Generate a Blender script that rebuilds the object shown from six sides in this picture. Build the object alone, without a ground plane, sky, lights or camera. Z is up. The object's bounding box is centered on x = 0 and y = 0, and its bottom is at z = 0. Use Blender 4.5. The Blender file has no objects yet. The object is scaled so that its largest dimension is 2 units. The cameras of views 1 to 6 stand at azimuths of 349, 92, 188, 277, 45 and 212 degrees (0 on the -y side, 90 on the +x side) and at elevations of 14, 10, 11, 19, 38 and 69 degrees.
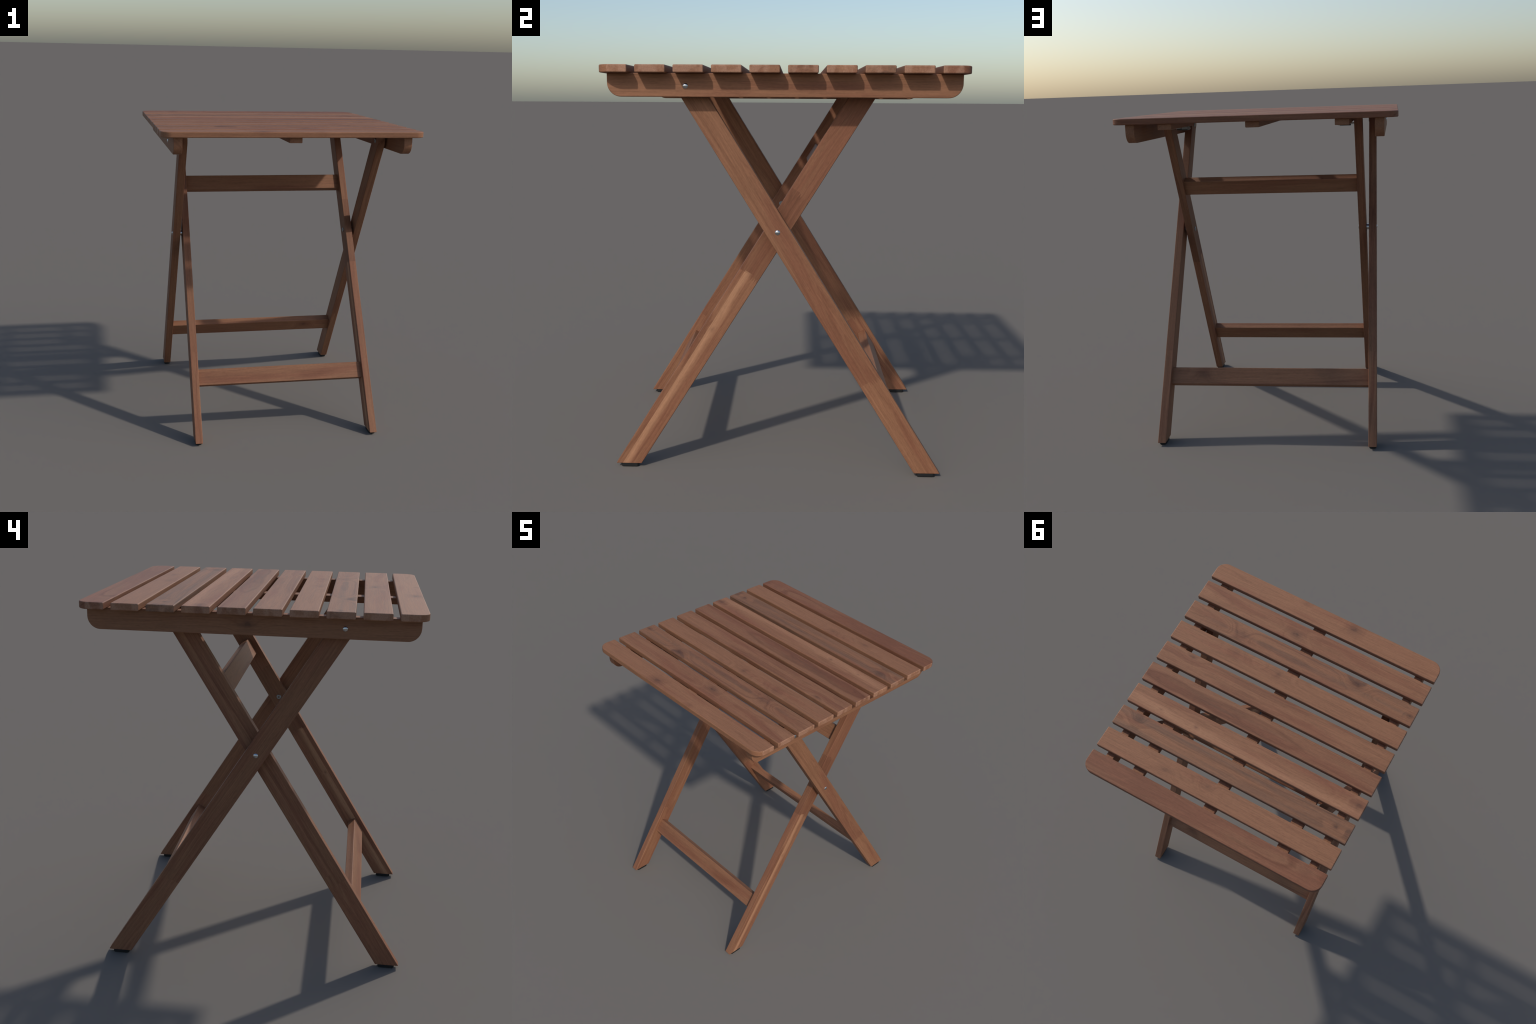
"""Folding slatted wooden table: ten slats on two deep side rails and three battens,
standing on two crossed leg frames that pivot on steel bolts, with black foot pads."""
import bpy, bmesh, math, random
from mathutils import Matrix, Vector

random.seed(7)

# ------------------------------------------------------------------ sizes (metres)
TOP_Z = 2.0
SLAT_T = 0.0355                   # slat thickness
SLAT_L = 1.636                    # slat length (x)
SLAT_W = 0.1375                   # slat width (y)
PITCH = 0.1722                    # slat spacing
SLAT_R = 0.068                    # outer corner radius of the end slats
UNDER = TOP_Z - SLAT_T            # underside of the slats

RAIL_X0, RAIL_X1 = 0.687, 0.740
RAIL_Z0 = 1.857
RAIL_Y = 0.812
BAT_Z0 = 1.9295                   # underside of the battens

SLOPE = 0.621                     # leg lean, dy/dz
LEG_W = 0.1095                    # leg width across its length
PAD = 0.017                       # foot pad height
PIVOT_Z = 1.223
IN_X0, IN_X1 = 0.557, 0.605       # inner frame leg, x range
OUT_X0, OUT_X1 = 0.622, 0.672     # outer frame leg, x range
BOLT_Y, BOLT_Z = -0.452, 1.9075   # bolt that hangs the outer frame on the rail

# ------------------------------------------------------------------ node helper
class Tree:
    def __init__(self, mat):
        mat.use_nodes = True
        self.t = mat.node_tree
        self.t.nodes.clear()

    def node(self, kind, **props):
        n = self.t.nodes.new(kind)
        for k, v in props.items():
            setattr(n, k, v)
        return n

    def put(self, sock, val):
        if isinstance(val, bpy.types.NodeSocket):
            self.t.links.new(val, sock)
        else:
            sock.default_value = val

    def math(self, op, a, b=0.0, c=None, clamp=False):
        n = self.node('ShaderNodeMath', operation=op, use_clamp=clamp)
        self.put(n.inputs[0], a)
        self.put(n.inputs[1], b)
        if c is not None:
            self.put(n.inputs[2], c)
        return n.outputs[0]

    def add(self, a, b): return self.math('ADD', a, b)
    def sub(self, a, b): return self.math('SUBTRACT', a, b)
    def mul(self, a, b): return self.math('MULTIPLY', a, b)

    def xyz(self, x, y, z):
        n = self.node('ShaderNodeCombineXYZ')
        for s, v in zip(n.inputs, (x, y, z)):
            self.put(s, v)
        return n.outputs[0]

    def noise(self, vec, detail=2.0, rough=0.5, scale=1.0, lac=2.0, dist=0.0):
        n = self.node('ShaderNodeTexNoise', noise_dimensions='3D')
        self.put(n.inputs['Vector'], vec)
        n.inputs['Scale'].default_value = scale
        n.inputs['Detail'].default_value = detail
        n.inputs['Roughness'].default_value = rough
        n.inputs['Lacunarity'].default_value = lac
        n.inputs['Distortion'].default_value = dist
        return n.outputs['Fac']

    def smooth(self, v, lo, hi, a=0.0, b=1.0):
        n = self.node('ShaderNodeMapRange', interpolation_type='SMOOTHSTEP', clamp=True)
        self.put(n.inputs[0], v)
        for i, q in zip((1, 2, 3, 4), (lo, hi, a, b)):
            self.put(n.inputs[i], q)
        return n.outputs[0]

    def mix(self, f, a, b, mode='MIX'):
        n = self.node('ShaderNodeMix', data_type='RGBA', blend_type=mode)
        self.put(n.inputs[0], f)
        for s, v in ((n.inputs[6], a), (n.inputs[7], b)):
            if isinstance(v, bpy.types.NodeSocket):
                self.t.links.new(v, s)
            else:
                s.default_value = (*v, 1.0)
        return n.outputs[2]


TAN = (0.258, 0.119, 0.063)
RED = (0.230, 0.095, 0.052)
GREY = (0.168, 0.092, 0.058)
PALE = (0.420, 0.215, 0.118)
KNOT = (0.085, 0.038, 0.026)


def wood(name, seed, red=0.5, grey=0.25, tone=1.0, band=0.5, rings=1.0, streak=0.0,
         knots=(), joints=(), strip=None, depth=0.12, sap=None, end=None):
    """Oiled acacia. Grain runs along local X, board width is local Y.
    red / grey: share of those tints; band: ring contrast; knots: (x, y, size, darkness);
    joints: (length, tone above it) of finger joints; strip: (y, half width, from x, to x, paleness), a glued strip;
    sap: (y, half width, amount) pale sapwood streak; end: half length, beyond which end grain shows."""
    mat = bpy.data.materials.new(name)
    T = Tree(mat)
    co = T.node('ShaderNodeTexCoord').outputs['Object']
    s = T.node('ShaderNodeSeparateXYZ')
    T.put(s.inputs[0], co)
    x, y, z = s.outputs
    sd = seed * 3.713

    # glued-up lengths: every finger joint starts a new piece of timber
    piece = 0.0
    if joints:
        wave = T.math('PINGPONG', y, 0.0055)
        half = T.math('LESS_THAN', y, 0.006)
        tooth = T.mul(T.mul(wave, 4.6), half)
        gain = 1.0
        for j, g in joints:
            hit = T.math('GREATER_THAN', T.add(x, tooth), j)
            piece = T.add(piece, hit)
            gain = T.mul(gain, T.add(T.mul(hit, g - 1.0), 1.0))
    in_strip = 0.0
    if strip:
        yc, hw, xa, xb, pale = strip
        in_y = T.math('LESS_THAN', T.math('ABSOLUTE', T.sub(y, yc)), hw)
        in_x = T.mul(T.math('GREATER_THAN', x, xa), T.math('LESS_THAN', x, xb))
        in_strip = T.mul(in_y, in_x)
        piece = T.add(piece, T.mul(in_strip, 0.61))
    off = T.mul(piece, 5.37) if joints or strip else 0.0

    xs = T.add(T.add(x, sd), off)
    ys = T.add(y, T.add(T.mul(off, 0.37), sd * 0.31)) if joints or strip else T.add(y, sd * 0.31)
    zs = T.add(z, sd * 0.17)

    # knots push the growth rings aside
    bulge, dark, eye = 0.0, 0.0, 0.0
    for kx, ky, ks, kd in knots:
        dx = T.mul(T.sub(x, kx), 0.62)
        dy = T.sub(y, ky)
        d2 = T.add(T.mul(dx, dx), T.mul(dy, dy))
        wob = T.mul(T.sub(T.noise(co, 2, 0.5, 30), 0.5), ks * ks * 1.1)
        d2 = T.math('MAXIMUM', T.add(d2, wob), 0.0)
        g = T.math('EXPONENT', T.mul(d2, -1.0 / (2.2 * ks) ** 2))
        bulge = T.add(bulge, T.mul(g, 0.45 + 0.35 * kd))
        h = T.math('EXPONENT', T.mul(d2, -1.0 / (1.15 * ks) ** 2))
        dark = T.math('MAXIMUM', dark, T.mul(h, kd))
        e = T.math('EXPONENT', T.mul(d2, -1.0 / (0.36 * ks) ** 2))
        eye = T.math('MAXIMUM', eye, T.mul(e, kd))

    # growth rings around a pith that lies outside the board
    warp = T.noise(T.xyz(T.mul(xs, 0.8), T.mul(ys, 3.5), T.mul(zs, 3.5)), 1, 0.5)
    warp2 = T.noise(T.xyz(T.mul(xs, 4.0), T.mul(ys, 16), T.mul(zs, 16)), 2, 0.5)
    yo = T.add(y, 0.03 * math.sin(seed * 2.1))
    zo = T.add(z, depth)
    r = T.math('SQRT', T.add(T.mul(yo, yo), T.mul(zo, zo)))
    ring = T.add(T.mul(r, 26.0), T.add(T.mul(warp, 2.2), T.mul(warp2, 0.32)))
    ring = T.add(ring, bulge) if knots else ring
    ring = T.mul(ring, rings)
    band_f = T.noise(T.xyz(T.add(T.mul(ring, 2.6), sd), T.mul(xs, 0.25), 0.0), 3, 0.55)
    fine = T.noise(T.xyz(T.add(T.mul(ring, 11.0), sd), T.mul(xs, 1.6), T.mul(ys, 6.0)), 2, 0.6)

    fibre = T.noise(T.xyz(T.mul(xs, 5.0), T.mul(ys, 150), T.mul(zs, 150)), 3, 0.6)
    pores = T.noise(T.xyz(T.mul(xs, 26.0), T.mul(ys, 420), T.mul(zs, 420)), 1, 0.5)
    mott = T.noise(T.xyz(T.mul(xs, 60.0), T.mul(ys, 190), T.mul(zs, 190)), 2, 0.6)
    blot = T.noise(T.xyz(T.mul(xs, 1.5), T.mul(ys, 13), T.mul(zs, 13)), 2, 0.55)
    blot2 = T.noise(T.xyz(T.mul(xs, 1.3), T.add(T.mul(ys, 22), 7.7), T.mul(zs, 22)), 3, 0.55)

    f_red = T.smooth(T.add(T.mul(blot, 0.65), T.mul(band_f, 0.35)), 0.62 - 0.34 * red, 0.82 - 0.34 * red)
    f_grey = T.smooth(T.add(T.mul(blot2, 0.55), T.mul(band_f, 0.45)), 0.66 - 0.26 * grey, 0.90 - 0.26 * grey)
    col = T.mix(f_red, TAN, RED)
    col = T.mix(f_grey, col, GREY)
    # darker late-wood bands, lighter early wood
    f_dark = T.smooth(band_f, 0.50, 0.72, 0.0, band)
    col = T.mix(f_dark, col, (0.62, 0.56, 0.54), 'MULTIPLY')
    f_light = T.smooth(band_f, 0.46, 0.28, 0.0, band)
    col = T.mix(f_light, col, (1.22, 1.26, 1.28), 'MULTIPLY')
    if streak:
        line = T.smooth(fine, 0.52, 0.66, 0.0, streak)
        col = T.mix(line, col, (0.72, 0.69, 0.67), 'MULTIPLY')
    else:
        line = T.smooth(fine, 0.50, 0.72, 0.0, 0.34)
        col = T.mix(line, col, (0.72, 0.68, 0.66), 'MULTIPLY')
    if sap:
        drift = T.mul(T.sub(T.noise(T.xyz(T.mul(xs, 1.6), T.mul(ys, 3.0), 0.0), 2, 0.5), 0.5), 0.13)
        dist = T.math('ABSOLUTE', T.sub(T.add(y, drift), sap[0]))
        col = T.mix(T.smooth(dist, sap[1], 0.0, 0.0, sap[2]), col, PALE)
    if end:
        cut = T.math('GREATER_THAN', T.math('ABSOLUTE', x), end - 0.004)
        pale = T.smooth(T.noise(T.xyz(T.mul(ys, 26), T.mul(zs, 14), sd), 2, 0.5), 0.40, 0.60, 0.15, 0.75)
        col = T.mix(T.mul(cut, pale), col, (0.36, 0.195, 0.125))
    if strip:
        fade = T.smooth(T.add(y, T.mul(T.sub(warp2, 0.5), 0.03)), yc - hw, yc + 0.5 * hw)
        col = T.mix(T.mul(T.mul(in_strip, fade), strip[4]), col, PALE)
    if joints:
        col = T.mix(1.0, col, T.xyz(gain, gain, gain), 'MULTIPLY')
    if knots:
        col = T.mix(T.mul(dark, 0.58), col, KNOT)
        col = T.mix(T.mul(eye, 0.45), col, (0.05, 0.028, 0.022))
    fb = T.add(T.mul(T.sub(fibre, 0.5), 0.66), 1.0)
    fb = T.add(fb, T.mul(T.sub(mott, 0.5), 0.34))
    fb = T.mul(fb, tone)
    col = T.mix(1.0, col, T.xyz(fb, fb, fb), 'MULTIPLY')
    pf = T.smooth(pores, 0.60, 0.72, 0.0, 0.30)
    col = T.mix(pf, col, (0.55, 0.48, 0.45), 'MULTIPLY')

    bsdf = T.node('ShaderNodeBsdfPrincipled')
    T.put(bsdf.inputs['Base Color'], col)
    T.put(bsdf.inputs['Roughness'], T.add(T.mul(fibre, 0.12), 0.54))
    bsdf.inputs['Specular IOR Level'].default_value = 0.26
    bsdf.inputs['IOR'].default_value = 1.45
    bump = T.node('ShaderNodeBump')
    bump.inputs['Strength'].default_value = 0.18
    bump.inputs['Distance'].default_value = 0.002
    T.put(bump.inputs['Height'], T.add(T.mul(fibre, 0.7), T.mul(pores, -0.3)))
    T.put(bsdf.inputs['Normal'], bump.outputs[0])
    out = T.node('ShaderNodeOutputMaterial')
    T.put(out.inputs['Surface'], bsdf.outputs[0])
    return mat


def plain(name, color, rough, metallic=0.0, grain=0.0):
    mat = bpy.data.materials.new(name)
    T = Tree(mat)
    co = T.node('ShaderNodeTexCoord').outputs['Object']
    n = T.noise(co, 3, 0.6, 140)
    v = T.add(T.mul(T.sub(n, 0.5), grain), 1.0)
    col = T.mix(1.0, color, T.xyz(v, v, v), 'MULTIPLY')
    b = T.node('ShaderNodeBsdfPrincipled')
    T.put(b.inputs['Base Color'], col)
    b.inputs['Metallic'].default_value = metallic
    T.put(b.inputs['Roughness'], T.add(T.mul(n, 0.15), rough))
    out = T.node('ShaderNodeOutputMaterial')
    T.put(out.inputs['Surface'], b.outputs[0])
    return mat


# ------------------------------------------------------------------ mesh helpers
root = bpy.data.objects.new('folding_table', None)
root.empty_display_size = 0.2
root['label'] = 'folding slatted wooden table with crossed legs'
root['category'] = 'table'
bpy.context.scene.collection.objects.link(root)


def finish(name, me, mat, matrix=None, parent=root, bevel=0.0, seg=3, angle=35):
    ob = bpy.data.objects.new(name, me)
    bpy.context.scene.collection.objects.link(ob)
    if mat:
        me.materials.append(mat)
    for p in me.polygons:
        p.use_smooth = True
    me.set_sharp_from_angle(angle=math.radians(angle))
    if bevel:
        b = ob.modifiers.new('edge_rounding', 'BEVEL')
        b.width = bevel
        b.segments = seg
        b.limit_method = 'ANGLE'
        b.angle_limit = math.radians(angle)
        b.harden_normals = True
    m = matrix if matrix is not None else Matrix.Identity(4)
    ob.parent = parent
    if parent is not None and parent is not root:
        ob.matrix_parent_inverse = parent.matrix_basis.inverted()
    ob.matrix_basis = m
    return ob


def prism(outline, z0, z1):
    """Solid with a 2D outline (counter-clockwise) in local XY, from z0 to z1."""
    bm = bmesh.new()
    lo = [bm.verts.new((px, py, z0)) for px, py in outline]
    hi = [bm.verts.new((px, py, z1)) for px, py in outline]
    bm.faces.new(hi)
    bm.faces.new(lo[::-1])
    n = len(outline)
    for i in range(n):
        j = (i + 1) % n
        bm.faces.new((lo[i], lo[j], hi[j], hi[i]))
    bm.normal_update()
    me = bpy.data.meshes.new('part')
    bm.to_mesh(me)
    bm.free()
    return me


def arc(cx, cy, r, a0, a1, n=14):
    return [(cx + r * math.cos(math.radians(a0 + (a1 - a0) * i / n)),
             cy + r * math.sin(math.radians(a0 + (a1 - a0) * i / n))) for i in range(n + 1)]


def rect(lx, ly):
    return [(-lx / 2, -ly / 2), (lx / 2, -ly / 2), (lx / 2, ly / 2), (-lx / 2, ly / 2)]


def lathe(profile, seg=28):
    """Turn (radius, height) points about local Z."""
    bm = bmesh.new()
    rings = []
    for r, h in profile:
        if r < 1e-6:
            rings.append([bm.verts.new((0, 0, h))])
        else:
            rings.append([bm.verts.new((r * math.cos(2 * math.pi * i / seg),
                                        r * math.sin(2 * math.pi * i / seg), h)) for i in range(seg)])
    for a, b in zip(rings, rings[1:]):
        for i in range(seg):
            j = (i + 1) % seg
            if len(a) == 1:
                bm.faces.new((a[0], b[i], b[j]))
            elif len(b) == 1:
                bm.faces.new((a[i], a[j], b[0]))
            else:
                bm.faces.new((a[i], a[j], b[j], b[i]))
    bmesh.ops.recalc_face_normals(bm, faces=bm.faces)
    me = bpy.data.meshes.new('turned')
    bm.to_mesh(me)
    bm.free()
    return me


def frame(origin, xaxis, zaxis):
    X = Vector(xaxis).normalized()
    Z = Vector(zaxis).normalized()
    Y = Z.cross(X)
    m = Matrix((X, Y, Z)).transposed().to_4x4()
    m.translation = Vector(origin)
    return m


# ------------------------------------------------------------------ slats
SLAT_LOOK = [
    dict(red=0.25, grey=0.05, tone=1.06, band=0.30, knots=((-0.203, -0.029, 0.030, 0.85), (0.16, -0.05, 0.018, 0.25))),
    dict(red=0.55, grey=0.10, tone=1.00, band=0.35, knots=((0.112, 0.012, 0.027, 1.0),)),
    dict(red=0.50, grey=0.65, tone=0.97, band=0.60, streak=0.45,
         knots=((0.419, -0.005, 0.024, 0.45), (-0.395, -0.030, 0.028, 0.95), (-0.785, 0.004, 0.012, 0.9))),
    dict(red=0.30, grey=0.10, tone=1.02, band=0.30, knots=((0.071, -0.030, 0.026, 0.50), (0.384, -0.030, 0.030, 0.25))),
    dict(red=0.42, grey=0.35, tone=1.00, band=0.50, streak=0.35, knots=((0.610, -0.045, 0.018, 0.65),)),
    dict(red=0.60, grey=0.50, tone=0.93, band=0.60, streak=0.35),
    dict(red=0.55, grey=0.20, tone=1.03, band=0.55, sap=(0.030, 0.048, 0.42), knots=((-0.775, -0.011, 0.030, 0.70), (0.340, 0.022, 0.009, 0.6),
                                                           (0.592, 0.023, 0.008, 0.5))),
    dict(red=0.40, grey=1.00, tone=0.94, band=0.50, streak=0.50,
         knots=((0.681, -0.020, 0.018, 1.0), (-0.720, -0.001, 0.016, 0.5))),
    dict(red=0.32, grey=0.08, tone=1.02, band=0.30, knots=((0.079, -0.023, 0.024, 0.40), (0.360, 0.011, 0.030, 0.35))),
    dict(red=0.75, grey=0.25, tone=0.94, band=0.50, knots=((-0.690, -0.030, 0.034, 0.22),)),
]
plain_slat = prism(rect(SLAT_L, SLAT_W), -SLAT_T, 0.0)
HL, HW = SLAT_L / 2, 0.0685
end_outline = ([(-HL, -HW), (HL, -HW)] + arc(HL - SLAT_R, HW - SLAT_R, SLAT_R, 0, 90, 18)
               + arc(-HL + SLAT_R, HW - SLAT_R, SLAT_R, 90, 180, 18))
end_slat = prism(end_outline, -SLAT_T, 0.0)
# the slat mesh at -y is the end slat with the rounded side turned to -y
end_flip = prism([(-px, -py) for px, py in end_outline], -SLAT_T, 0.0)
for i, look in enumerate(SLAT_LOOK):
    y = (i - 4.5) * PITCH
    if i == 0:
        me = end_flip; y -= HW - SLAT_W / 2
    elif i == 9:
        me = end_slat; y += HW - SLAT_W / 2
    else:
        me = plain_slat.copy()
    mat = wood('acacia_slat', i + 1, end=HL, **look)
    finish('slat', me, mat, Matrix.Translation((0, y, TOP_Z)), bevel=0.0055, seg=3)
bpy.data.meshes.remove(plain_slat)

# ------------------------------------------------------------------ side rails and battens
RR = 0.064
hh = (UNDER - RAIL_Z0)
rail_outline = ([(RAIL_Y, hh), (-RAIL_Y, hh)] + arc(-RAIL_Y + RR, RR, RR, 180, 270, 14)
                + arc(RAIL_Y - RR, RR, RR, 270, 360, 14))
for sgn, sd in ((1, 21), (-1, 22)):
    me = prism(rail_outline, -(RAIL_X1 - RAIL_X0) / 2, (RAIL_X1 - RAIL_X0) / 2)
    mat = wood('acacia_rail', sd, red=0.35, grey=0.30, tone=0.98, band=0.35,
               knots=((0.02, 0.055, 0.022, 0.8),) if sgn < 0 else ())
    finish('side_rail', me, mat, frame((sgn * (RAIL_X0 + RAIL_X1) / 2, 0, RAIL_Z0), (0, 1, 0), (1, 0, 0)), bevel=0.004)

bt = UNDER - BAT_Z0
for x0, x1, y0, y1, sd in ((-0.039, 0.0415, -0.806, 0.806, 31), (0.466, 0.546, 0.24, 0.819, 32),
                           (-0.547, -0.466, 0.24, 0.819, 33)):
    me = prism(rect(y1 - y0, x1 - x0), -bt / 2, bt / 2)
    mat = wood('acacia_batten', sd, red=0.35, grey=0.20, tone=1.0, band=0.35)
    finish('batten', me, mat, frame(((x0 + x1) / 2, (y0 + y1) / 2, (UNDER + BAT_Z0) / 2), (0, 1, 0), (0, 0, 1)), bevel=0.004)

# ------------------------------------------------------------------ legs
rubber = plain('black_rubber', (0.005, 0.005, 0.005), 0.65, 0.0, 0.2)
NORM = math.sqrt(1 + SLOPE * SLOPE)
CS, SN = 1 / NORM, SLOPE / NORM         # cos and sin of the lean


def leg_axis(lean):                      # lean = +1: top goes to +y
    return Vector((0, lean * SN, CS))


def make_leg(xm, thick, lean, pivot_y, look, rounded_top):
    """Leg in its own frame: X up the leg, Y across, Z = world x; origin at the pivot bolt."""
    hw = LEG_W / 2
    m = frame((xm, pivot_y, PIVOT_Z), leg_axis(lean), (1, 0, 0))
    # world z of local (u, v): PIVOT_Z + u*CS + v*yz
    yz = m.col[1][2]
    cut = lambda zz, v: (zz - PIVOT_Z - v * yz) / CS
    pts = [(cut(PAD, hw), hw), (cut(PAD, -hw), -hw)]
    if rounded_top:
        u = (m.inverted() @ Vector((xm, BOLT_Y, BOLT_Z)))[0]
        pts += arc(u, 0, hw, -90, 90, 20)
    else:
        pts += [(cut(UNDER - 0.001, -hw), -hw), (cut(UNDER - 0.001, hw), hw)]
    me = prism(pts, -thick / 2, thick / 2)
    ob = finish('leg', me, look, m, bevel=0.0035)
    # foot pad
    yl = [m @ Vector((cut(PAD, v), v, 0)) for v in (-hw, hw)]
    yc, wid = (yl[0].y + yl[1].y) / 2, abs(yl[0].y - yl[1].y)
    pad_w, pad_t = wid * 0.70, thick - 0.006
    rr = 0.012
    c = [(pad_w / 2 - rr, pad_t / 2 - rr), (-pad_w / 2 + rr, pad_t / 2 - rr),
         (-pad_w / 2 + rr, -pad_t / 2 + rr), (pad_w / 2 - rr, -pad_t / 2 + rr)]
    o = []
    for k, (cx, cy) in enumerate(c):
        o += arc(cx, cy, rr, 90 * k, 90 * k + 90, 6)
    pm = prism(o, 0.0, PAD + 0.004)
    finish('foot_pad', pm, rubber, Matrix.Translation((xm, yc + 0.004 * lean, 0)) @ Matrix.Rotation(math.pi / 2, 4, 'Z'),
           parent=ob, bevel=0.002, angle=50)
    return ob


IN_Y, OUT_Y = -0.0288, -0.0245           # centre of each frame's legs at pivot height
z2u = lambda zz: (zz - PIVOT_Z) / CS
inner_thick, outer_thick = IN_X1 - IN_X0, OUT_X1 - OUT_X0
for sgn in (1, -1):
    look_in = wood('acacia_leg', 41 if sgn > 0 else 42, red=0.70, grey=0.15, tone=1.0, band=0.38, rings=1.7, streak=0.35,
                   joints=((z2u(1.005), 0.80), (z2u(1.405), 1.16)) if sgn > 0 else ((z2u(0.495), 0.93),), depth=0.035,
                   strip=(0.006, 0.022, z2u(-0.2), z2u(1.012), 0.8) if sgn > 0 else (-0.022, 0.014, z2u(0.55), z2u(1.9), 0.2),
                   knots=((z2u(0.72), 0.010, 0.008, 0.6),) if sgn > 0 else ())
    make_leg(sgn * (IN_X0 + IN_X1) / 2, inner_thick, +1, IN_Y, look_in, False)
    look_out = wood('acacia_leg', 43 if sgn > 0 else 44, red=0.55, grey=0.20, tone=1.0, band=0.40, rings=1.7, streak=0.35,
                    joints=((z2u(0.49), 0.92),), depth=0.035)
    make_leg(sgn * (OUT_X0 + OUT_X1) / 2, outer_thick, -1, OUT_Y, look_out, True)

# ------------------------------------------------------------------ stretchers (boards let in between the legs)
BOARD_W = 0.107
for half_x, lean, zc, pivot_y, sd, kn, thick, shift in ((IN_X0 + 0.004, 1, 0.356, IN_Y, 51, (), 0.051, 0.0),
                                          (IN_X0 + 0.004, 1, 1.538, IN_Y, 52, (), 0.049, -0.004),
                                          (OUT_X0 + 0.004, -1, 0.356, OUT_Y, 53, ((0.42, 0.01, 0.024, 0.6),), 0.052, 0.0)):
    yc = pivot_y + lean * SLOPE * (zc - PIVOT_Z)
    me = prism(rect(2 * half_x, BOARD_W), shift - thick / 2, shift + thick / 2)
    ax = leg_axis(lean)
    mat = wood('acacia_stretcher', sd, red=0.45, grey=0.15, tone=1.0, band=0.4, knots=kn)
    zax = Vector((1, 0, 0)).cross(ax)
    finish('stretcher', me, mat, frame((0, yc, zc), (1, 0, 0), zax), bevel=0.004)

# ------------------------------------------------------------------ steel fittings
steel = plain('zinc_steel', (0.56, 0.57, 0.58), 0.12, 1.0, 0.1)
dull = plain('dull_steel', (0.30, 0.31, 0.31), 0.38, 1.0, 0.3)
head = lathe([(0, 0.0050), (0.004, 0.0048), (0.008, 0.0039), (0.0108, 0.0023), (0.0126, 0.0004), (0.0128, -0.004)])
nut = lathe([(0, -0.006), (0.0045, -0.006), (0.0050, 0.0042), (0.0125, 0.0042), (0.0150, 0.0020), (0.0152, -0.003)])
collar = lathe([(0.006, -0.5), (0.0125, -0.5), (0.0125, 0.5), (0.006, 0.5)])
for sgn in (1, -1):
    for px, nx, py, pz in ((RAIL_X1, OUT_X0, BOLT_Y, BOLT_Z), (OUT_X1, IN_X0, -0.027, PIVOT_Z)):
        finish('bolt_head', head.copy(), steel, frame((sgn * px, py, pz), (0, 1, 0), (sgn, 0, 0)))
        finish('barrel_nut', nut.copy(), dull, frame((sgn * nx, py, pz), (0, 1, 0), (-sgn, 0, 0)))
    for xa, xb, py, pz in ((OUT_X1, RAIL_X0, BOLT_Y, BOLT_Z), (IN_X1, OUT_X0, -0.027, PIVOT_Z)):
        me = collar.copy()
        wide = 1.5 if xa == IN_X1 else 1.0
        me.transform(Matrix.Diagonal((wide, wide, abs(xb - xa), 1)))
        finish('spacer', me, steel, frame((sgn * (xa + xb) / 2, py, pz), (0, 1, 0), (sgn, 0, 0)))

# latch that holds the inner frame to the batten: block, spring plate and a rod into the leg
black_steel = plain('blackened_steel', (0.10, 0.10, 0.10), 0.35, 1.0, 0.3)
for sgn in (1, -1):
    y0 = 0.40
    latch = finish('latch_block', prism(rect(0.036, 0.034), -0.0145, 0.0015), dull,
                   Matrix.Translation((sgn * 0.485, y0, BAT_Z0)), bevel=0.002)
    finish('latch_plate', prism(rect(0.066, 0.024), -0.0215, -0.0140), black_steel,
           Matrix.Translation((sgn * 0.502, y0, BAT_Z0)), parent=latch, bevel=0.002)
    rod = lathe([(0, -0.5), (0.0052, -0.5), (0.0052, 0.5), (0, 0.5)], 16)
    rod.transform(Matrix.Scale(0.070, 4, (0, 0, 1)))
    finish('latch_rod', rod, steel, frame((sgn * 0.526, y0, BAT_Z0 - 0.0095), (0, 1, 0), (sgn, 0, 0)), parent=latch)
    hook = lathe([(0.004, -0.004), (0.0105, -0.004), (0.0105, 0.004), (0.004, 0.004), (0.004, -0.004)], 20)
    finish('latch_ring', hook, dull, frame((sgn * 0.463, y0, BAT_Z0 - 0.0095), (1, 0, 0), (0, 1, 0)), parent=latch)
